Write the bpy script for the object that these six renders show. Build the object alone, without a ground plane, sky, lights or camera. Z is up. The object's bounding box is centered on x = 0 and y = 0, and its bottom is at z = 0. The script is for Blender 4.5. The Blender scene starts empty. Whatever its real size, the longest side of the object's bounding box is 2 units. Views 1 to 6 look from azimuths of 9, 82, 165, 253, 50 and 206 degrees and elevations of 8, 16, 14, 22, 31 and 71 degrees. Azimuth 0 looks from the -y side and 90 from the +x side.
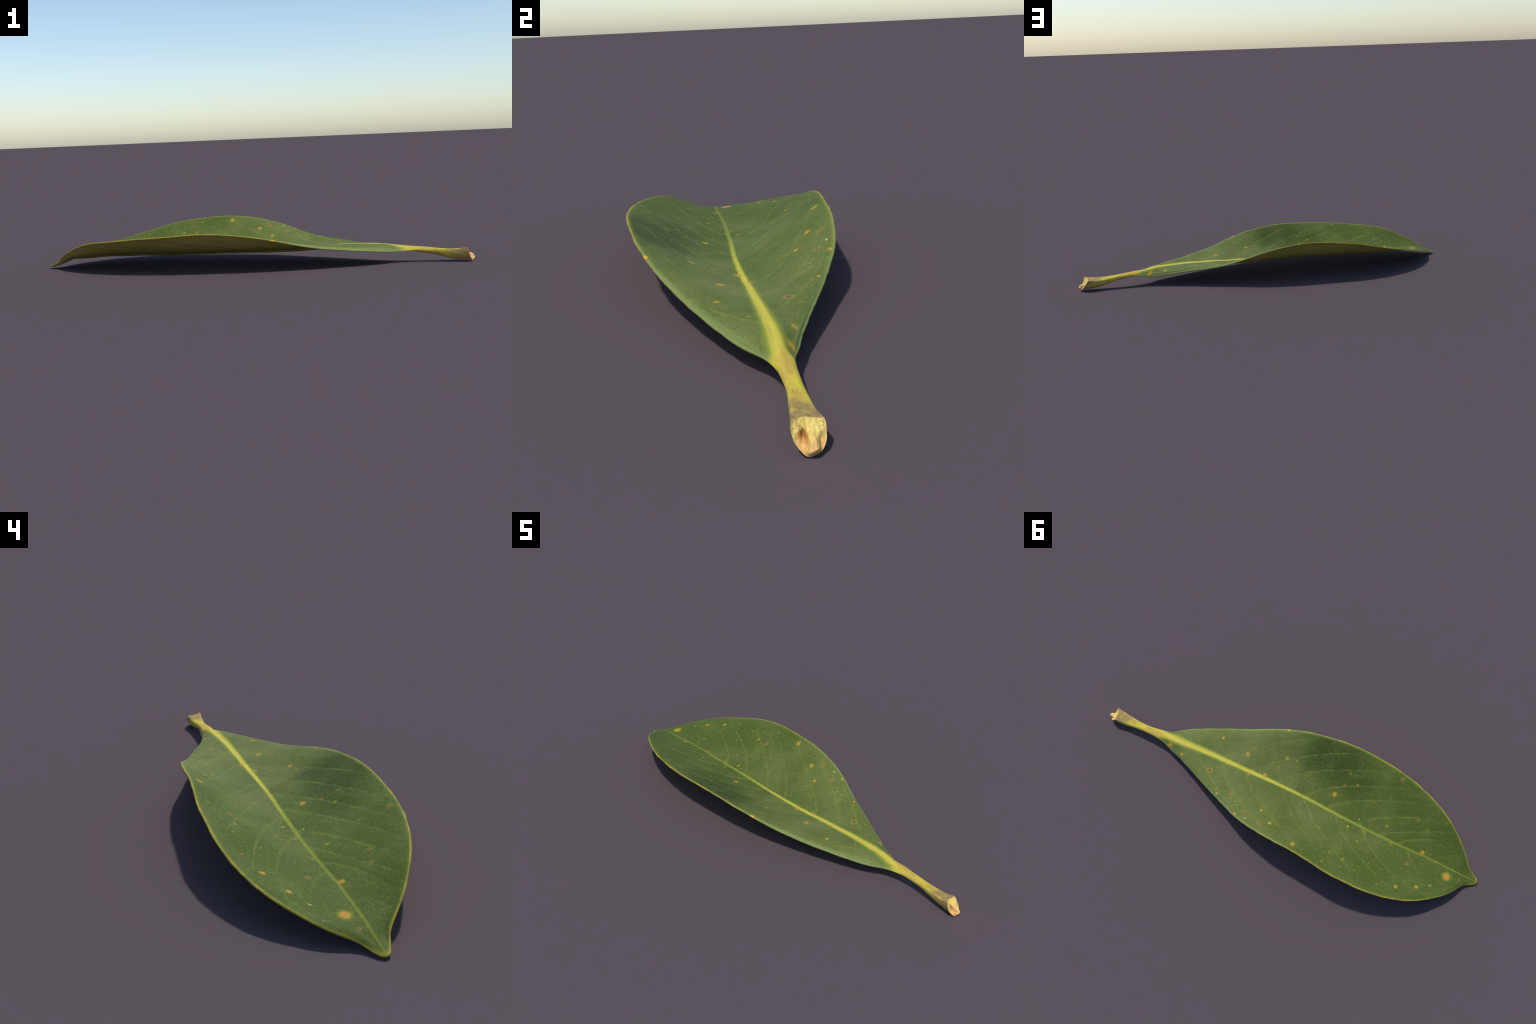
"""A single plucked evergreen leaf lying on the ground: a waxy blade folded into a
shallow trough along its midrib, with rolled yellow margins, and a short petiole
that flares into an obliquely cut woody end.

The whole body is one loft: cross-sections at stations along x (tip at -1, cut end
at +1).  Its faces are then separated by region into blade, midrib, margin and
petiole, whose border vertices coincide and which keep the whole body's normals."""
import bpy, bmesh, math
import numpy as np
from mathutils import Vector, noise

# ---------------------------------------------------------------- splines
class Spline:
    """natural cubic spline through (knots, values)"""
    def __init__(self, k, v):
        k = np.array(k, float); v = np.array(v, float); n = len(k); h = np.diff(k)
        A = np.zeros((n, n)); r = np.zeros(n); A[0, 0] = A[-1, -1] = 1
        for i in range(1, n - 1):
            A[i, i-1] = h[i-1] / 6; A[i, i] = (h[i-1] + h[i]) / 3; A[i, i+1] = h[i] / 6
            r[i] = (v[i+1] - v[i]) / h[i] - (v[i] - v[i-1]) / h[i-1]
        self.k, self.v, self.h, self.m = k, v, h, np.linalg.solve(A, r)
    def __call__(self, x):
        x = np.asarray(x, float)
        i = np.clip(np.searchsorted(self.k, x) - 1, 0, len(self.k) - 2)
        h = self.h[i]; a = (self.k[i+1] - x) / h; b = (x - self.k[i]) / h
        return (a * self.v[i] + b * self.v[i+1]
                + ((a**3 - a) * self.m[i] + (b**3 - b) * self.m[i+1]) * h * h / 6)

def smooth(e0, e1, x):
    t = np.clip((np.asarray(x, float) - e0) / (e1 - e0), 0, 1)
    return t * t * (3 - 2 * t)

# ---------------------------------------------------------------- blade curves
#@CURVES-BEGIN
STATION = [-1.0, -0.97, -0.94, -0.9, -0.84, -0.76, -0.66, -0.55, -0.44, -0.32, -0.2, -0.08, 0.04, 0.16, 0.28, 0.4, 0.5, 0.58, 0.65, 0.7]
BLADE = dict(
    rib_y=[-0.0031, 0.0014, 0.0049, 0.0073, 0.0063, 0.0053, 0.0079, 0.0101, 0.0093, 0.0069, 0.0028, -0.0022, -0.0038, -0.0018, 0.0019, 0.0051, 0.0091, 0.0122, 0.0144, 0.016],
    rib_z=[0.0095, 0.0211, 0.0327, 0.0458, 0.0505, 0.0557, 0.0594, 0.0611, 0.0617, 0.0648, 0.0683, 0.0707, 0.0723, 0.0752, 0.0818, 0.086, 0.0859, 0.084, 0.0775, 0.072],
    right_y=[-0.0115, -0.0265, -0.0404, -0.0786, -0.1322, -0.1865, -0.2372, -0.2748, -0.2975, -0.3091, -0.3106, -0.2996, -0.2809, -0.2481, -0.2018, -0.1533, -0.1095, -0.0715, -0.0300, -0.0030],
    right_z=[0.0092, 0.0218, 0.0380, 0.0672, 0.0998, 0.1318, 0.1490, 0.1602, 0.1692, 0.1765, 0.1835, 0.1786, 0.1630, 0.1385, 0.1115, 0.0925, 0.0795, 0.0700, 0.0600, 0.0510],
    left_y=[0.0048, 0.0255, 0.047, 0.106, 0.1689, 0.229, 0.2738, 0.3013, 0.3117, 0.3116, 0.2974, 0.2896, 0.2776, 0.2513, 0.2026, 0.1524, 0.1088, 0.0774, 0.0567, 0.0474],
    left_z=[0.0090, 0.0131, 0.0236, 0.0447, 0.0673, 0.0934, 0.1194, 0.1478, 0.1757, 0.193, 0.2028, 0.1983, 0.1775, 0.1437, 0.1096, 0.091, 0.0742, 0.0618, 0.0503, 0.0419],
    right_sag=[-0.0059, -0.0068, -0.0077, -0.0087, -0.0095, -0.0105, -0.0117, -0.0126, -0.0148, -0.0182, -0.0198, -0.0182, -0.0137, -0.0073, -0.0011, 0.0047, 0.0080, 0.0085, 0.0070, 0.0050],
    right_wave=[0.0022, 0.0021, 0.0019, 0.0017, 0.0014, 0.0009, 0.0003, -0.0005, -0.0016, -0.0023, -0.0021, -0.002, -0.0018, -0.0017, -0.0012, -0.0007, -0.0003, 0.0, 0.0003, 0.0005],
    left_sag=[0.0026, 0.0015, 0.0004, -0.001, -0.0044, -0.0095, -0.016, -0.0227, -0.0281, -0.0331, -0.035, -0.0342, -0.0308, -0.0247, -0.016, -0.0064, 0.0008, 0.0040, 0.0050, 0.0045],
    left_wave=[-0.0021, -0.0018, -0.0014, -0.0008, -0.0006, -0.0004, -0.0005, -0.001, -0.0014, -0.0006, -0.0006, -0.0006, -0.0004, -0.0001, 0.0003, 0.0007, 0.0012, 0.0017, 0.002, 0.0023],
    right_roll=[-0.0001, 0.0003, 0.0007, 0.0015, 0.0033, 0.0056, 0.0085, 0.0117, 0.0122, 0.0087, 0.0046, 0.0031, 0.0041, 0.006, 0.0059, 0.0046, 0.0033, 0.0021, 0.0011, 0.0004],
    left_roll=[-0.0013, -0.0002, 0.0008, 0.0023, 0.0043, 0.0064, 0.0094, 0.0136, 0.018, 0.019, 0.0204, 0.0209, 0.0201, 0.0185, 0.017, 0.0142, 0.0099, 0.006, 0.0025, -0.0],
)
#@CURVES-END
B = {k: Spline(STATION, v) for k, v in BLADE.items()}
XB = 0.70                                   # blade curves end here

# petiole: centre y, top z, side z, bottom z, half width, corner boxiness
PX = [0.58, 0.62, 0.66, 0.70, 0.74, 0.78, 0.84, 0.89, 0.93, 0.955, 1.0]
P = {k: Spline(PX, v) for k, v in dict(
    y=[0.0122, 0.0132, 0.0146, 0.0172, 0.0195, 0.0208, 0.0212, 0.0203, 0.0184, 0.0172, 0.0172],
    top=[0.0840, 0.0812, 0.0780, 0.0745, 0.0706, 0.0666, 0.0595, 0.0560, 0.0570, 0.0580, 0.0580],
    side=[0.0560, 0.0540, 0.0525, 0.0530, 0.0530, 0.0520, 0.0460, 0.0410, 0.0415, 0.0450, 0.0450],
    bottom=[0.0620, 0.0570, 0.0530, 0.0505, 0.0445, 0.0380, 0.0256, 0.0090, 0.0036, -0.0010, -0.0010],
    half=[0.0700, 0.0460, 0.0330, 0.0255, 0.0205, 0.0187, 0.0203, 0.0258, 0.0305, 0.0335, 0.0335]).items()}

THICK = Spline([-1, -.9, -.5, 0, .4, .7], [.0058, .0064, .0066, .0067, .0072, .0080])
KEEL = Spline([-1, -.9, -.6, -.2, .2, .5, .7], [.000, .0015, .0045, .0090, .0120, .0140, .0150])
KEEL_W = Spline([-1, -.6, 0, .4, .7], [.006, .013, .019, .026, .032])

def blade_top(x, v):
    """upper surface of the blade; v runs from -1 (right margin) over 0 (midrib) to 1"""
    xb = np.minimum(x, XB)
    g = {k: s(xb) for k, s in B.items()}
    a = np.abs(v); s = v < 0
    pick = lambda n: np.where(s, g['right_' + n], g['left_' + n])
    y = g['rib_y'] * (1 - a) + pick('y') * a
    tipped = smooth(-1.0, -.93, xb)
    z = (g['rib_z'] * (1 - a) + pick('z') * a + tipped * pick('sag') * np.sin(np.pi * a)
         + tipped * pick('wave') * np.sin(2 * np.pi * a) + tipped * pick('roll') * (a - a**6)) - 0.0003
    return y, z

# ---------------------------------------------------------------- lateral veins
VEINS_RIGHT = [
    [(0.554, 0.001), (0.514, -0.047), (0.464, -0.092), (0.38, -0.145), (0.284, -0.192)],
    [(0.344, -0.022), (0.295, -0.069), (0.196, -0.145), (0.059, -0.232), (-0.013, -0.269)],
    [(0.2, -0.024), (0.113, -0.088), (0.023, -0.161), (-0.116, -0.239), (-0.234, -0.285)],
    [(0.061, -0.019), (-0.014, -0.085), (-0.151, -0.17), (-0.294, -0.236), (-0.387, -0.258)],
    [(-0.098, -0.023), (-0.173, -0.088), (-0.292, -0.153), (-0.437, -0.211), (-0.527, -0.237)],
    [(-0.224, -0.02), (-0.286, -0.074), (-0.392, -0.127), (-0.541, -0.175), (-0.618, -0.209)],
    [(-0.398, -0.007), (-0.45, -0.061), (-0.541, -0.122), (-0.661, -0.157), (-0.723, -0.169)],
    [(-0.53, -0.021), (-0.597, -0.061), (-0.705, -0.105), (-0.788, -0.143)],
    [(-0.608, -0.002), (-0.646, -0.049), (-0.718, -0.078), (-0.803, -0.098)],
    [(-0.766, 0.003), (-0.808, -0.034), (-0.87, -0.069)]]
VEINS_LEFT = [
    [(0.501, 0.021), (0.412, 0.075), (0.315, 0.153), (0.227, 0.199), (0.176, 0.219)],
    [(0.347, 0.026), (0.265, 0.095), (0.174, 0.181), (0.102, 0.217), (0.003, 0.238)],
    [(0.217, 0.031), (0.123, 0.091), (0.053, 0.157), (-0.046, 0.198), (-0.199, 0.267)],
    [(0.033, 0.01), (-0.039, 0.075), (-0.099, 0.135), (-0.193, 0.197), (-0.293, 0.249)],
    [(-0.08, 0.004), (-0.175, 0.082), (-0.292, 0.167), (-0.385, 0.224), (-0.466, 0.255)],
    [(-0.257, 0.013), (-0.344, 0.087), (-0.444, 0.159), (-0.552, 0.214), (-0.68, 0.236)],
    [(-0.411, 0.023), (-0.497, 0.1), (-0.578, 0.151), (-0.67, 0.167)],
    [(-0.649, 0.031), (-0.692, 0.073), (-0.758, 0.111)]]
veins = []                                   # (side, cubic x(t), longest t)
for side, group in ((-1, VEINS_RIGHT), (1, VEINS_LEFT)):
    for pts in group:
        t = np.array([abs(p[1] - float(B['rib_y'](p[0]))) for p in pts]); x = np.array([p[0] for p in pts])
        co = np.polyfit(t, x, min(2, len(pts) - 1)); co = np.concatenate([np.zeros(4 - len(co)), co])
        if 2 * co[1] * 0 + co[2] > -.45:          # leave the midrib pointing tipward, never hooked back
            q = np.linalg.lstsq(np.stack([t**2, np.ones_like(t)], 1), x + .45 * t, rcond=None)[0]
            co = np.array([0., q[0], -.45, q[1]])
        slope = float(np.mean(np.abs(np.diff(x) / np.diff(t))))
        veins.append((side, co, float(t[-1]), 1 / math.hypot(1, slope)))

def blade_relief(x, y):
    """small undulations of the blade between its veins"""
    out = np.empty_like(x)
    for i in range(len(x)):
        out[i] = (noise.noise((x[i] * 8, y[i] * 8, 3.1)) * 0.0020
                  + noise.noise((x[i] * 28, y[i] * 28, 7.7)) * 0.0006)
    # the blade puckers up between its lateral veins
    off = y - B['rib_y'](np.minimum(x, XB)); near = np.full_like(x, 1.0)
    for side, co, t_end, squash in veins:
        t = np.maximum(side * off, 0)
        d = np.abs(x - np.polyval(co, t)) * squash + np.maximum(t - t_end, 0) + np.maximum(-side * off, 0)
        near = np.minimum(near, d)
    return out + 0.0011 * (1 - np.exp(-(near / .016)**2)) - 0.0007

# ---------------------------------------------------------------- loft of the body
NT, NB, NR = 56, 34, 5                      # points: half top, half bottom, rim
def cross_section(x):
    """closed ring of a station, counted from the right margin over the top and back below"""
    th = float(THICK(min(x, XB)))
    w = float(smooth(0.60, 0.70, x))        # 0 blade .. 1 petiole
    # parameters across the top, denser at margin and midrib
    t = np.linspace(-1, 1, 2 * NT + 1)
    a = np.sign(t) * (0.5 - 0.5 * np.cos(np.pi * np.abs(t))) * 0.6 + t * 0.4
    y, z = blade_top(np.full_like(a, x), a)
    # the half-round margin takes up th/2 at either end
    yl, yr = y[-1], y[0]
    wav = (1 - w) * float(smooth(-1, -.9, x))
    yl += wav * (noise.noise((x * 24, 1.5, 0)) * .0016 + noise.noise((x * 70, 4.5, 0)) * .0009)
    yr += wav * (noise.noise((x * 24, 8.5, 0)) * .0016 + noise.noise((x * 70, 12.5, 0)) * .0009)
    yl += .0012 * (1 - w); yr -= .0012 * (1 - w)
    y[-1], y[0] = yl, yr
    width = max(yl - yr, 1e-4)
    inset = min(th * 0.45, width * 0.25)
    mid = float(B['rib_y'](min(x, XB)))
    sc = np.where(a < 0, (mid - yr - inset) / max(mid - yr, 1e-5), (yl - mid - inset) / max(yl - mid, 1e-5))
    y = mid + (y - mid) * sc
    edge_fade = 1 - np.abs(a)**8
    droop = (1 - w) * (.0006 + .0058 * float(smooth(.05, .35, x)))                 # the margin rolls under
    z = z - droop * np.clip((np.abs(a) - .93) / .07, 0, 1)**2
    z = z + blade_relief(np.full_like(a, x), y) * edge_fade * smooth(-1.0, -.85, x) * (1 - w)
    # faint channel along the midrib
    rw = max(float(KEEL_W(min(x, XB))), .004)
    z = z + 0.0005 * smooth(-.9, -.3, x) * np.exp(-((y - mid) / (rw * .55))**2) * (1 - w)
    # under side
    tb = np.linspace(1, -1, 2 * NB + 1)
    ab = np.sign(tb) * (0.5 - 0.5 * np.cos(np.pi * np.abs(tb))) * 0.6 + tb * 0.4
    yb = np.interp(ab, a, y); zt = np.interp(ab, a, z)
    keel = float(KEEL(min(x, XB))) * np.exp(-((yb - mid) / rw)**2)
    zb = zt - th - keel
    # petiole shape on the same parameters
    c = {k: float(s(x)) for k, s in P.items()}
    box = 1.0 - 0.62 * float(smooth(.80, .95, x))
    crest = 1 + 1.6 * float(smooth(.73, .64, x))   # the midrib stands out between the falling flanks
    ang = a * math.pi / 2
    e = box
    yp = c['y'] + c['half'] * np.sign(a) * np.abs(np.sin(ang))**e
    zp = c['side'] + (c['top'] - c['side']) * np.abs(np.cos(ang))**(e * crest)
    groove = float(smooth(.60, .70, x) * (1 - .4 * smooth(.80, .95, x)))
    zp = zp - 0.0022 * groove * np.exp(-((a) / .35)**2)
    zp = zp + .0030 * float(smooth(.90, .948, x)) * np.exp(-((np.abs(a) - .62) / .16)**2)   # horned corners of the break
    angb = ab * math.pi / 2
    ypb = c['y'] + c['half'] * np.sin(angb) * (1 - .10 * np.cos(angb)**2)
    zpb = c['side'] - (c['side'] - c['bottom']) * np.abs(np.cos(angb))**.9
    tilt = -0.17 * float(smooth(.66, .90, x))          # the upper face leans to the left
    zp = zp + tilt * (yp - c['y']); zpb = zpb + tilt * (ypb - c['y']) * np.abs(np.sin(angb))
    # longitudinal creases of the petiole skin
    if x > .62:
        for arr_y, arr_z in ((yp, zp), (ypb, zpb)):
            for i in range(len(arr_y)):
                d = noise.noise((x * 14, arr_y[i] * 60, arr_z[i] * 60)) * 0.0014
                dy, dz = arr_y[i] - c['y'], arr_z[i] - c['side']
                l = math.hypot(dy, dz) + 1e-6
                arr_y[i] += dy / l * d; arr_z[i] += dz / l * d
    y = y * (1 - w) + yp * w; z = z * (1 - w) + zp * w
    yb = yb * (1 - w) + ypb * w; zb = zb * (1 - w) + zpb * w
    # half-round rim between the two surfaces
    def rim(y0, z0, y1, z1, out):
        k = np.arange(1, NR + 1) / (NR + 1); an = k * math.pi
        cy, cz = (y0 + y1) / 2, (z0 + z1) / 2
        ry, rz = (y0 - y1) / 2, (z0 - z1) / 2
        amt = inset * (1 - w) + .0001 * w
        return cy + ry * np.cos(an) + out * amt * np.sin(an), cz + rz * np.cos(an)
    ry1, rz1 = rim(y[-1], z[-1], yb[0], zb[0], 1)
    ry2, rz2 = rim(yb[-1], zb[-1], y[0], z[0], -1)
    Y = np.concatenate([y, ry1, yb, ry2]); Z = np.concatenate([z, rz1, zb, rz2])
    if x < -.990:                            # blunt, rounded drip tip
        f = math.sqrt(max(0.03, 1 - ((-.990 - x) / .0088)**2))
        Y = Y.mean() + (Y - Y.mean()) * f; Z = Z.mean() + (Z - Z.mean()) * (.4 + .6 * f)
    X = np.full_like(Y, x)
    # the end is cut at a slant: lower parts reach further out
    k = float(smooth(.84, CUT, x))
    depth = np.clip((c['top'] - Z) / (c['top'] - c['bottom']), 0, 1)
    X = X + k * 0.041 * depth**1.15
    X = X + k * 0.018 * np.clip((c['y'] - Y) / c['half'], 0, 1)**2 * (1 - depth)   # right corner torn longer
    return np.stack([X, Y, Z], 1)

CUT = 0.948
xs = np.concatenate([-.9985 + 0.0985 * np.linspace(0, 1, 46)**1.5, np.linspace(-.9, .58, 330)[1:],
                     np.linspace(.58, CUT, 120)[1:]])
rings = np.array([cross_section(x) for x in xs])
# round the leaf's drip tip in plan
n_ring = rings.shape[1]
verts = rings.reshape(-1, 3).tolist()
faces, region, under = [], [], []
TOPN = 2 * NT
def rib_half(x):                             # half width of the visible midrib
    return float(np.interp(x, [-1, -.8, -.4, 0, .3, .55, .66], [.003, .0036, .0046, .0066, .0100, .0142, .0190]))
for i in range(len(xs) - 1):
    x = (xs[i] + xs[i+1]) / 2
    w = rib_half(x); mid = float(B['rib_y'](min(x, XB)))
    for j in range(n_ring):
        j2 = (j + 1) % n_ring
        faces.append((i * n_ring + j, (i+1) * n_ring + j, (i+1) * n_ring + j2, i * n_ring + j2))
        yc = (rings[i, j, 1] + rings[i, j2, 1]) / 2
        top = j < TOPN; rim = TOPN <= j < TOPN + NR + 1 or j >= n_ring - NR - 1
        if x > 0.672: r = 'petiole'
        elif rim: r = 'margin'
        elif abs(yc - mid) < (w if top else w * 1.25): r = 'midrib'
        else: r = 'blade'
        region.append(r); under.append(not top and not rim)
# close the drip tip with a small fan
tip = len(verts); verts.append([float(rings[0, :, 0].mean() - .0015), float(rings[0, :, 1].mean()), float(rings[0, :, 2].mean())])
for j in range(n_ring):
    faces.append((tip, j, (j + 1) % n_ring)); region.append('margin'); under.append(False)

# ---------------------------------------------------------------- the cut end
rimring = rings[-1]
cen = rimring.mean(0); cen[2] -= .002
nrm = Vector((0.80, 0, 0.60)); nrm.normalize()
cut_faces = []
NCUT = 22
prev = [(len(xs) - 1) * n_ring + j for j in range(n_ring)]
def cut_relief(y, z, r):
    """torn wood: a pit beside a protruding core that ends in a lip"""
    u = y - .0205; v = z - .030
    f = 0.0
    f += -0.0125 * math.exp(-(((u + .0125) / .0065)**2 + ((v - .002) / .013)**2))      # dark pit
    core = math.exp(-((u - .002) / .0125)**4) * float(smooth(.016, -.012, v))
    f += 0.0165 * core                                                           # woody core
    f += 0.003 * math.exp(-(((u - .018) / .008)**2 + ((v - .010) / .012)**2))
    f += noise.noise((y * 150, z * 95, 1.3)) * 0.0030 + abs(noise.noise(((y * .9 + z * .4) * 210, (z * .9 - y * .4) * 120, .5))) * -0.0035 + noise.noise((y * 420, z * 380, 4.)) * .0007
    return f * float(smooth(1.0, .86, r))
cut_cells = []
for s in range(1, NCUT + 1):
    r = 1 - s / NCUT
    cur = []
    if s < NCUT:
        for j in range(n_ring):
            p = cen + (rimring[j] - cen) * r
            d = cut_relief(p[1], p[2], r)
            cur.append(len(verts)); verts.append([p[0] + nrm.x * d, p[1], p[2] + nrm.z * d])
        for j in range(n_ring):
            j2 = (j + 1) % n_ring
            faces.append((prev[j], cur[j], cur[j2], prev[j2])); region.append('cut_end'); under.append(False)
    else:
        d = cut_relief(cen[1], cen[2], 0)
        k = len(verts); verts.append([cen[0] + nrm.x * d, cen[1], cen[2] + nrm.z * d])
        for j in range(n_ring):
            faces.append((prev[j], k, prev[(j + 1) % n_ring])); region.append('cut_end'); under.append(False)
    prev = cur

print('lowest near tip', min(v[2] for v in verts if v[0] < -.5), 'near cut', min(v[2] for v in verts if v[0] > .5), 'x', min(v[0] for v in verts), max(v[0] for v in verts))
verts = [(v[0], v[1], max(v[2], 0.0003)) for v in verts]

# whole body, only used for its normals
body = bpy.data.meshes.new('whole_body'); body.from_pydata(verts, [], faces); body.update()
body_n = np.empty(len(verts) * 3, np.float32); body.vertex_normals.foreach_get('vector', body_n); body_n = body_n.reshape(-1, 3)
fc = np.empty(len(faces) * 3, np.float32); body.polygons.foreach_get('center', fc)
bpy.data.meshes.remove(body)
# normals of the skin and of the torn wood do not flow into each other
cut_id = {k for k in range(len(faces)) if region[k] == 'cut_end'}

# ---------------------------------------------------------------- node helpers
class Tree:
    def __init__(self, tree): self.t = tree
    def node(self, kind, **kw):
        n = self.t.nodes.new('ShaderNode' + kind)
        for k, v in kw.items(): setattr(n, k, v)
        return n
    def put(self, sock, v):
        if hasattr(v, 'is_linked'): self.t.links.new(v, sock)
        elif isinstance(v, (tuple, list)) and len(v) == 3 and sock.type == 'RGBA': sock.default_value = (*v, 1)
        else: sock.default_value = v
    def m(self, op, a, b=None, c=None, clamp=False):
        n = self.node('Math', operation=op, use_clamp=clamp)
        for s, v in zip(n.inputs, (a, b, c)):
            if v is not None: self.put(s, v)
        return n.outputs[0]
    def step(self, v, e0, e1, lo=0., hi=1.):
        n = self.node('MapRange', interpolation_type='SMOOTHSTEP')
        for s, q in zip(n.inputs, (v, e0, e1, lo, hi)): self.put(s, q)
        return n.outputs[0]
    def mix(self, f, a, b, blend='MIX'):
        n = self.node('Mix', data_type='RGBA', blend_type=blend, clamp_factor=True)
        self.put(n.inputs[0], f); self.put(n.inputs[6], a); self.put(n.inputs[7], b)
        return n.outputs[2]
    def noise(self, vec, scale, detail=2., rough=.5, dist=0.):
        n = self.node('TexNoise'); self.put(n.inputs['Vector'], vec)
        n.inputs['Scale'].default_value = scale; n.inputs['Detail'].default_value = detail
        n.inputs['Roughness'].default_value = rough; n.inputs['Distortion'].default_value = dist
        return n.outputs['Fac']
    def scaled(self, vec, s):
        n = self.node('VectorMath', operation='MULTIPLY'); self.put(n.inputs[0], vec); n.inputs[1].default_value = s
        return n.outputs[0]
    def curve(self, x, f, lo, hi, n=24, vlo=-.4, vhi=.4):
        """float curve node for f(x) on [lo, hi]"""
        c = self.node('FloatCurve'); cu = c.mapping.curves[0]
        c.mapping.clip_max_y = 1; c.mapping.clip_min_y = 0
        ts = np.linspace(0, 1, n)
        for i, t in enumerate(ts):
            v = (float(f(lo + t * (hi - lo))) - vlo) / (vhi - vlo)
            if i == 0: cu.points[0].location = (0, v)
            elif i == n - 1: cu.points[-1].location = (1, v)
            else: cu.points.new(float(t), v)
        c.mapping.update()
        self.put(c.inputs['Value'], self.m('DIVIDE', self.m('SUBTRACT', x, lo), hi - lo, clamp=True))
        return self.m('ADD', self.m('MULTIPLY', c.outputs[0], vhi - vlo), vlo)

def lin(r, g, b):
    f = lambda c: c / 12.92 if c <= .04045 else ((c + .055) / 1.055)**2.4
    return tuple(f(c / 255) for c in (r, g, b))

def vein_group():
    g = bpy.data.node_groups.new('vein_line', 'ShaderNodeTree')
    for n in ('x', 'side_t', 'c3', 'c2', 'c1', 'c0', 't_end', 'squash', 'width'):
        g.interface.new_socket(n, in_out='INPUT', socket_type='NodeSocketFloat')
    g.interface.new_socket('mask', in_out='OUTPUT', socket_type='NodeSocketFloat')
    T = Tree(g); i = T.node('GroupInput') if False else g.nodes.new('NodeGroupInput'); o = g.nodes.new('NodeGroupOutput')
    s = {k.name: k for k in i.outputs if k.name}
    t = T.m('MAXIMUM', s['side_t'], 0.)
    v = T.m('MULTIPLY_ADD', s['c3'], t, s['c2']); v = T.m('MULTIPLY_ADD', v, t, s['c1']); v = T.m('MULTIPLY_ADD', v, t, s['c0'])
    d = T.m('MULTIPLY', T.m('ABSOLUTE', T.m('SUBTRACT', s['x'], v)), s['squash'])
    line = T.step(d, 0., s['width'], 1., 0.)
    end = T.step(T.m('SUBTRACT', s['t_end'], t), -.03, .05)
    start = T.step(s['side_t'], 0., .004)
    g.links.new(T.m('MULTIPLY', T.m('MULTIPLY', line, end), start), o.inputs[0])
    return g
def spot_group():
    g = bpy.data.node_groups.new('leaf_spot', 'ShaderNodeTree')
    g.interface.new_socket('position', in_out='INPUT', socket_type='NodeSocketVector')
    g.interface.new_socket('centre', in_out='INPUT', socket_type='NodeSocketVector')
    g.interface.new_socket('radius', in_out='INPUT', socket_type='NodeSocketFloat')
    g.interface.new_socket('distance', in_out='OUTPUT', socket_type='NodeSocketFloat')
    T = Tree(g); i = g.nodes.new('NodeGroupInput'); o = g.nodes.new('NodeGroupOutput')
    n = T.node('VectorMath', operation='DISTANCE')
    g.links.new(i.outputs[0], n.inputs[0]); g.links.new(i.outputs[1], n.inputs[1])
    g.links.new(T.m('DIVIDE', n.outputs['Value'], i.outputs[2]), o.inputs[0])
    return g
VG, SG = vein_group(), spot_group()

# spots on the blade: (x, y, radius in mm)
SPOTS = dict(
    orange=[(-.852, .048, 17), (.257, -.071, 10), (.073, -.134, 7.5), (-.21, -.076, 10), (-.143, .257, 9), (0., .206, 8.5),
            (-.654, .209, 7.5), (-.741, .164, 7.5), (.403, -.093, 7), (.63, .046, 10), (.64, .052, 7), (.068, .159, 5.5), (.169, .237, 7),
            (-.706, -.005, 9), (-.333, .037, 6), (.299, .177, 5.5), (-.07, -.003, 5), (.554, .068, 7),
            (.137, -.014, 9), (.211, .013, 8)],
    lime=[(-.501, -.046, 8), (.024, -.142, 6), (-.292, -.159, 7), (-.379, .207, 8), (-.298, .269, 6), (-.404, .086, 5), (-.424, .073, 4),
          (-.3, .032, 4), (-.467, .115, 4), (.313, .157, 5), (.505, -.028, 5), (-.239, -.193, 5), (-.216, .109, 4), (-.449, .234, 5), (-.796, .164, 4), (-.683, -.108, 5), (.434, .105, 4)],
    brown=[(.387, .084, 12), (.238, .148, 7), (.132, .205, 8), (.043, .236, 7), (.035, .243, 6), (.051, .229, 6), (-.475, -.263, 7.5), (-.314, .203, 7),
           (-.66, .078, 7), (-.911, .034, 5), (.094, -.075, 7), (.244, -.107, 6), (-.236, -.132, 6), (-.568, .243, 5),
           (-.419, .025, 6), (-.554, .022, 6), (-.497, .163, 4), (-.624, -.13, 6), (-.098, .082, 3.5), (.207, .017, 6), (.131, -.018, 6)],
    cream=[(-.797, .127, 4), (-.801, .122, 4), (-.384, .247, 3.5), (-.369, -.02, 3.5), (.331, .02, 3.5), (.225, .168, 3), (.199, .174, 3),
           (.182, .187, 3), (.117, .238, 4), (.112, .236, 4), (-.044, -.098, 2.2), (-.056, -.124, 2.2), (-.067, -.079, 2.2),
           (-.463, -.167, 2.6), (-.867, .115, 2.6), (.142, -.014, 4), (-.337, .052, 2.6)])

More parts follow.
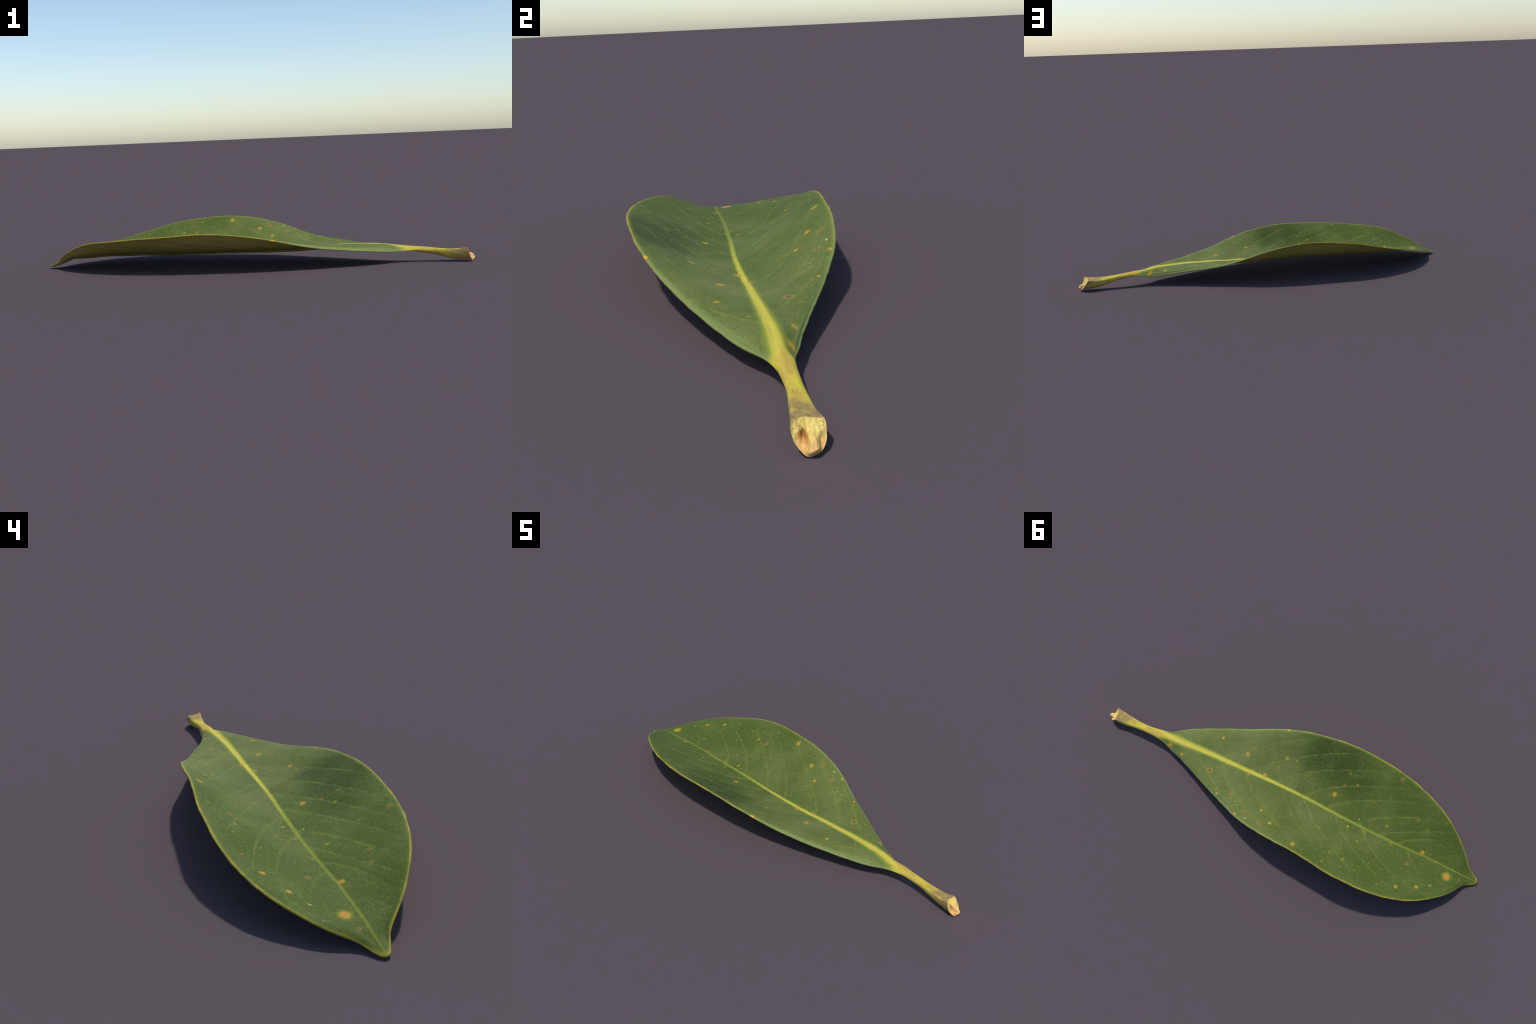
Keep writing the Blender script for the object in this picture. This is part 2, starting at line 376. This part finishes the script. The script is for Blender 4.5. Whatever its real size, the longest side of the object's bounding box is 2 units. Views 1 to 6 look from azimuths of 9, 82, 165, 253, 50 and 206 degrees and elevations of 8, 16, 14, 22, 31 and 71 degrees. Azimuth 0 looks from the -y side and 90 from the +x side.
def petiole_colour(T, pos, x, y, z):
    """yellow skin with dull purple-brown patches, thickest near the cut"""
    along = T.scaled(pos, (9., 40., 40.))
    streak = T.noise(along, 1.0, 4., .6)
    fine = T.noise(T.scaled(pos, (60., 160., 160.)), 1.0, 3.)
    c = T.mix(T.step(streak, .38, .66), lin(196, 180, 62), lin(184, 156, 72))
    c = T.mix(T.m('MULTIPLY', T.step(fine, .45, .75), .35), c, lin(150, 130, 60))
    patch = T.noise(T.scaled(pos, (22., 38., 38.)), 1.0, 4., .6)
    ragged = T.m('ADD', x, T.m('MULTIPLY', T.m('SUBTRACT', patch, .5), .16))
    upper = T.m('MULTIPLY_ADD', T.step(T.m('SUBTRACT', z, T.m('MULTIPLY', T.m('SUBTRACT', .95, x), .25)), .024, .042), .4, .35)
    c = T.mix(T.m('MULTIPLY', T.step(ragged, .825, .925), T.m('MULTIPLY', upper, T.step(T.noise(T.scaled(pos, (40., 60., 60.)), 1.0, 3.), .35, .6, .55, 1.15))), c, lin(138, 116, 84))
    brown = T.m('MULTIPLY', T.step(patch, .50, .68), T.step(x, .70, .78))
    c = T.mix(T.m('MULTIPLY', brown, .55), c, lin(142, 116, 74))
    pink = T.m('MULTIPLY', T.step(T.noise(pos, 70., 2.), .48, .62), T.step(x, .928, .948))
    c = T.mix(T.m('MULTIPLY', pink, .6), c, lin(180, 122, 104))
    dark = T.step(T.noise(T.scaled(pos, (30., 80., 80.)), 1.0, 1.), .77, .80)
    return T.mix(T.m('MULTIPLY', dark, .6), c, lin(74, 72, 36))

LO, HI = -1.0, .70
def skin(name, is_under):
    mat = bpy.data.materials.new(name); mat.use_nodes = True
    T = Tree(mat.node_tree); mat.node_tree.nodes.clear()
    tc = T.node('TexCoord'); pos = tc.outputs['Object']
    sp = T.node('SeparateXYZ'); T.put(sp.inputs[0], pos); x, y, z = sp.outputs
    flat = T.node('CombineXYZ'); T.put(flat.inputs[0], x); T.put(flat.inputs[1], y); flat = flat.outputs[0]
    wob = T.noise(flat, 60., 3.)
    wobble = T.m('MULTIPLY', T.m('SUBTRACT', wob, .5), .006)
    rib_y = T.curve(x, B['rib_y'], LO, HI, 30, -.05, .05)
    right = T.curve(x, B['right_y'], LO, HI, 48); left = T.curve(x, B['left_y'], LO, HI, 48)
    off = T.m('SUBTRACT', y, rib_y)                          # signed distance from the midrib
    d = T.m('ABSOLUTE', off)
    edge = T.m('MINIMUM', T.m('SUBTRACT', y, right), T.m('SUBTRACT', left, y))
    half = T.curve(x, rib_half, LO, HI, 16, 0, .05)
    big = T.noise(flat, 5., 3., .55)
    mid = T.noise(flat, 26., 4., .6)
    fine = T.noise(flat, 240., 2., .6)
    if not is_under:
        # glossy sheen painted as pale haze, strongest towards the petiole; tip purer green
        sheen_haze = T.m('ADD', T.m('MULTIPLY', T.step(x, -.75, .45), .65), T.m('MULTIPLY', T.m('SUBTRACT', big, .5), 1.9))
        sheen_haze = T.m('ADD', sheen_haze, T.m('MULTIPLY', T.m('SUBTRACT', mid, .5), .6), clamp=True)
        c = T.mix(sheen_haze, lin(74, 88, 34), lin(107, 115, 65))
        # a soft-edged patch of darker, deep green on the right half
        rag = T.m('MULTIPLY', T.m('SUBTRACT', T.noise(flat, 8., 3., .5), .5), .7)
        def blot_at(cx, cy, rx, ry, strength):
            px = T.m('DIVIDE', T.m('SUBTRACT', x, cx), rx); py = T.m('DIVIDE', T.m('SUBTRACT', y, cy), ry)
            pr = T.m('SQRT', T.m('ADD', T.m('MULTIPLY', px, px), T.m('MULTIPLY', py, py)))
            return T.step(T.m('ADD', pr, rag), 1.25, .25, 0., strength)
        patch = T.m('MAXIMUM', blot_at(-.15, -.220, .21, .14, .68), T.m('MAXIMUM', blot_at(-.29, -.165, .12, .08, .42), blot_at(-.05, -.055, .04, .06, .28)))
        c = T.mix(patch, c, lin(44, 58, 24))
        # woven grain of the cuticle
        grain = T.noise(T.scaled(flat, (1., 1.5, 1.)), 105., 3., .6)
        grain2 = T.noise(T.scaled(flat, (1.4, 1., 1.)), 75., 2., .6)
        c = T.mix(T.step(grain, .46, .78, 0., .26), c, lin(118, 130, 80))
        c = T.mix(T.step(grain, .54, .24, 0., .36), c, lin(58, 71, 30))
        c = T.mix(T.step(grain2, .48, .70, 0., .30), c, lin(108, 116, 44))
        c = T.mix(T.step(grain2, .50, .30, 0., .25), c, lin(64, 84, 50))
        vein_col, lime, yellow = lin(114, 125, 56), lin(134, 146, 50), lin(188, 178, 70)
    else:
        c = T.mix(big, lin(186, 176, 90), lin(198, 186, 100))
        c = T.mix(T.step(mid, .45, .7, 0., .25), c, lin(176, 160, 104))
        c = T.mix(T.step(T.noise(flat, 110., 2.), .5, .72, 0., .25), c, lin(160, 150, 80))
        c = T.mix(T.step(T.noise(flat, 18., 2.), .66, .74, 0., .3), c, lin(160, 118, 72))
        vein_col, lime, yellow = lin(150, 138, 62), lin(178, 164, 72), lin(172, 152, 70)
    # net of fine veins between the laterals
    net = T.node('TexVoronoi', feature='DISTANCE_TO_EDGE'); net.inputs['Scale'].default_value = 17.
    warp = T.node('TexNoise'); T.put(warp.inputs['Vector'], flat); warp.inputs['Scale'].default_value = 14.
    wv2 = T.node('VectorMath', operation='MULTIPLY_ADD'); T.put(wv2.inputs[0], warp.outputs['Color']); wv2.inputs[1].default_value = (.06, .06, 0); T.put(wv2.inputs[2], flat)
    T.put(net.inputs['Vector'], wv2.outputs[0])
    fine_vein = T.step(net.outputs['Distance'], .055, .0, 0., .22 if not is_under else .55)
    c = T.mix(T.m('MULTIPLY', fine_vein, T.step(T.noise(flat, 9., 2.), .42, .62)), c, vein_col)
    # lateral veins
    total = None
    wv = T.m('MULTIPLY_ADD', wob, .004, .004)
    xw = T.m('ADD', x, T.m('MULTIPLY', T.m('SUBTRACT', T.noise(flat, 35., 2.), .5), .016))
    offs = {1: off, -1: T.m('MULTIPLY', off, -1.)}
    for side, co, t_end, squash in veins:
        n = T.node('Group', node_tree=VG)
        for k, v in zip(n.inputs, (xw, offs[side], *[float(q) for q in co], t_end, squash, wv)): T.put(k, v)
        total = n.outputs[0] if total is None else T.m('MAXIMUM', total, n.outputs[0])
    c = T.mix(T.m('MULTIPLY', total, T.step(T.noise(flat, 20., 3., .6), .30, .68, .12, .60) if not is_under else .8), c, vein_col)
    # midrib: lime flanks, yellow core streaked along its length
    dn = T.m('DIVIDE', T.m('ADD', d, wobble), half)
    to_tip = T.step(x, -.9, .25)
    c = T.mix(T.m('MULTIPLY', T.step(dn, 2.0, .7), T.m('MULTIPLY_ADD', to_tip, .52, .38)), c, lime)
    streak = T.noise(T.scaled(pos, (7., 150., 20.)), 1.0, 3.)
    yel = T.mix(T.step(streak, .4, .62), yellow, T.mix(.45, yellow, lin(176, 150, 66))) if not is_under else yellow
    c = T.mix(T.m('MULTIPLY', T.step(dn, 1.2, .5), T.step(x, -.42, .22, .02, 1.)), c, yel)
    # margin: a soft lime band, then the yellow roll
    patchy = T.noise(flat, 22., 3.)
    e2 = T.m('ADD', edge, wobble)
    tipward = T.step(T.m('ADD', x, T.m('MULTIPLY', T.m('SUBTRACT', patchy, .5), .5)), .25, -.25)
    if not is_under:
        c = T.mix(T.m('MULTIPLY', T.step(e2, .016, .003), .55), c, T.mix(tipward, lin(124, 144, 84), lin(108, 126, 48)))
    roll = T.m('MULTIPLY', T.step(e2, .0075, .0020), T.m('MULTIPLY', T.m('MULTIPLY_ADD', tipward, .75, .14), T.step(T.noise(flat, 13., 3., .6), .30, .60, .45, 1.)))
    c = T.mix(roll, c, T.mix(patchy, lin(172, 160, 62), lin(154, 126, 44)))
    c = T.mix(T.step(T.m('ADD', x, wobble), -.984, -.997, 0., .55), c, lin(160, 142, 52))
    if not is_under:
        # a bright orange nick on the right margin
        n = T.node('Group', node_tree=SG); T.put(n.inputs[0], flat); n.inputs[1].default_value = (.125, -.259, 0); n.inputs[2].default_value = .013
        c = T.mix(T.step(n.outputs[0], 1., .4, 0., .9), c, lin(208, 156, 48))
        # spots
        wv3 = T.node('TexNoise'); T.put(wv3.inputs['Vector'], flat); wv3.inputs['Scale'].default_value = 90.
        jit = T.node('VectorMath', operation='MULTIPLY_ADD'); T.put(jit.inputs[0], wv3.outputs['Color']); jit.inputs[1].default_value = (.011, .011, 0); T.put(jit.inputs[2], flat)
        spos = jit.outputs[0]
        field = {}
        for kind, pts in SPOTS.items():
            tot = None
            for (sx, sy, r) in pts:
                n = T.node('Group', node_tree=SG); T.put(n.inputs[0], spos)
                r *= 1.12
                n.inputs[1].default_value = (sx + .0055, sy + .0055, 0); n.inputs[2].default_value = r / 1000
                tot = n.outputs[0] if tot is None else T.m('MINIMUM', tot, n.outputs[0])
            field[kind] = tot
        c = T.mix(T.step(field['lime'], 1.4, .1, 0., .7), c, lin(146, 142, 44))
        c = T.mix(T.step(field['orange'], 1.6, .7, 0., .6), c, lin(138, 132, 46))
        c = T.mix(T.step(field['orange'], 1.0, .5, 0., .85), c, lin(178, 138, 50))
        c = T.mix(T.step(field['orange'], .55, .15, 0., .6), c, lin(184, 116, 62))
        c = T.mix(T.step(field['brown'], 1.45, .65, 0., .62), c, lin(152, 130, 58))
        c = T.mix(T.step(field['brown'], .78, .15, 0., .88), c, lin(92, 66, 54))
        c = T.mix(T.step(field['cream'], .9, .4, 0., .85), c, lin(188, 180, 96))
    # run into the petiole
    pet = T.step(T.m('SUBTRACT', x, T.m('MULTIPLY', d, .5 if not is_under else .1)), .648, .700)
    c = T.mix(pet, c, petiole_colour(T, pos, x, y, z))
    b = T.node('BsdfPrincipled'); T.put(b.inputs['Base Color'], c)
    b.inputs['Roughness'].default_value = .62 if not is_under else .65
    b.inputs['Specular IOR Level'].default_value = .08 if not is_under else .12
    h = T.m('ADD', T.m('MULTIPLY', fine, .5), T.m('MULTIPLY', T.noise(flat, 90., 3.), .8))
    bump = T.node('Bump'); bump.inputs['Strength'].default_value = .18; bump.inputs['Distance'].default_value = .003
    T.put(bump.inputs['Height'], h); T.put(b.inputs['Normal'], bump.outputs[0])
    o = T.node('OutputMaterial'); T.put(o.inputs[0], b.outputs[0])
    return mat

def cut_material():
    mat = bpy.data.materials.new('torn_wood'); mat.use_nodes = True
    T = Tree(mat.node_tree); mat.node_tree.nodes.clear()
    tc = T.node('TexCoord'); pos = tc.outputs['Object']
    sp = T.node('SeparateXYZ'); T.put(sp.inputs[0], pos); x, y, z = sp.outputs
    a = T.noise(T.scaled(pos, (60., 110., 60.)), 1.0, 4., .6)
    c = T.mix(T.step(a, .35, .65), lin(222, 196, 112), lin(206, 178, 92))
    orange = T.step(T.m('ADD', z, T.m('MULTIPLY', T.m('SUBTRACT', a, .5), .03)), .040, .018)
    c = T.mix(T.m('MULTIPLY', orange, .7), c, lin(222, 168, 108))
    # brown pit
    n = T.node('Group', node_tree=SG)
    v = T.node('CombineXYZ'); T.put(v.inputs[0], y); T.put(v.inputs[1], T.m('MULTIPLY', z, .55)); T.put(n.inputs[0], v.outputs[0])
    n.inputs[1].default_value = (.0085, .031 * .55, 0); n.inputs[2].default_value = .0075
    c = T.mix(T.step(T.m('ADD', n.outputs[0], T.m('MULTIPLY', T.m('SUBTRACT', a, .5), .9)), 1.15, .4, 0., .75), c, lin(150, 92, 48))
    c = T.mix(T.m('MULTIPLY', T.step(T.noise(T.scaled(pos, (150., 420., 150.)), 1.0, 2.), .62, .70), .35), c, lin(156, 118, 62))
    under = T.step(z, .013, .004)
    c = T.mix(T.m('MULTIPLY', under, .55), c, lin(150, 112, 56))
    b = T.node('BsdfPrincipled'); T.put(b.inputs['Base Color'], c); b.inputs['Roughness'].default_value = .7
    b.inputs['Specular IOR Level'].default_value = .25
    bump = T.node('Bump'); bump.inputs['Strength'].default_value = .35; bump.inputs['Distance'].default_value = .002
    T.put(bump.inputs['Height'], T.noise(T.scaled(pos, (120., 260., 120.)), 1.0, 3.)); T.put(b.inputs['Normal'], bump.outputs[0])
    o = T.node('OutputMaterial'); T.put(o.inputs[0], b.outputs[0])
    return mat

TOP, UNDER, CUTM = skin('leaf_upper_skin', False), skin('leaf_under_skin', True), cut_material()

# ---------------------------------------------------------------- objects
col = bpy.context.scene.collection
root = bpy.data.objects.new('leaf', None); col.objects.link(root)
root['label'] = 'single waxy green leaf with yellow midrib and cut stem'
root['category'] = 'leaf'

def part(name, idx, mats, normals=True):
    used = sorted({v for k in idx for v in faces[k]}); remap = {v: i for i, v in enumerate(used)}
    me = bpy.data.meshes.new(name)
    me.from_pydata([verts[v] for v in used], [], [tuple(remap[v] for v in faces[k]) for k in idx]); me.update()
    for m in mats: me.materials.append(m)
    me.polygons.foreach_set('use_smooth', [True] * len(idx))
    if len(mats) > 1: me.polygons.foreach_set('material_index', [1 if under[k] else 0 for k in idx])
    if normals: me.normals_split_custom_set_from_vertices([tuple(map(float, body_n[v])) for v in used])
    ob = bpy.data.objects.new(name, me); col.objects.link(ob); ob.parent = root
    return ob
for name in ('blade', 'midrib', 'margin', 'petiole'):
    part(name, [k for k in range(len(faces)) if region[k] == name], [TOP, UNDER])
cut = part('cut_end', [k for k in range(len(faces)) if region[k] == 'cut_end'], [CUTM], normals=False)
bm = bmesh.new(); bm.from_mesh(cut.data); bmesh.ops.remove_doubles(bm, verts=bm.verts, dist=.0007)
bm.to_mesh(cut.data); bm.free()

# lateral veins: low ridges on the upper side, coloured by the same skin
def top_at(x, y):
    mid = B['rib_y'](x); e = np.where(y < mid, B['right_y'](x), B['left_y'](x))
    a = np.clip((y - mid) / (e - mid), 0, .97)
    yy, z = blade_top(x, np.where(y < mid, -a, a))
    return z + blade_relief(x, y) * (1 - a**8)
for side, co, t_end, squash in veins:
    m = 60
    t0 = .75 * rib_half(co[3])
    t = np.linspace(t0, t_end + .005, m)
    cx = np.polyval(co, t); cy = B['rib_y'](cx) + side * t
    # keep clear of the margin
    lim = np.where(side < 0, B['rib_y'](cx) - B['right_y'](cx), B['left_y'](cx) - B['rib_y'](cx)) * .93
    ok = t < lim; cx, cy = cx[ok], cy[ok]; m = len(cx)
    if m < 8: continue
    dx, dy = np.gradient(cx), np.gradient(cy); l = np.hypot(dx, dy); nx, ny = -dy / l, dx / l
    prof = [(-1., -.0012), (-.55, .0003), (0., .0007), (.55, .0003), (1., -.0012)]
    half = np.linspace(.0036, .0020, m)
    vs = []
    for o, hgt in prof:
        vx, vy = cx + nx * half * o, cy + ny * half * o
        fade = np.minimum(1, np.minimum(np.arange(m), np.arange(m)[::-1]) / 6.)
        vs.append(np.stack([vx, vy, top_at(vx, vy) + hgt * (fade if hgt > 0 else 1) - (1 - fade) * .0008], 1))
    vs = np.stack(vs, 1).reshape(-1, 3); k = len(prof)
    fs = []
    for i in range(m - 1):
        for j in range(k - 1):
            f = (i * k + j, (i+1) * k + j, (i+1) * k + j + 1, i * k + j + 1)
            fs.append(f[::-1])
    # closed beneath, inside the blade
    for i in range(m - 1): fs.append((i * k, i * k + k - 1, (i+1) * k + k - 1, (i+1) * k))
    me = bpy.data.meshes.new('lateral_vein'); me.from_pydata(vs.tolist(), [], fs); me.update(); me.materials.append(TOP)
    me.polygons.foreach_set('use_smooth', [True] * len(fs))
    ob = bpy.data.objects.new('lateral_vein', me); col.objects.link(ob); ob.parent = root
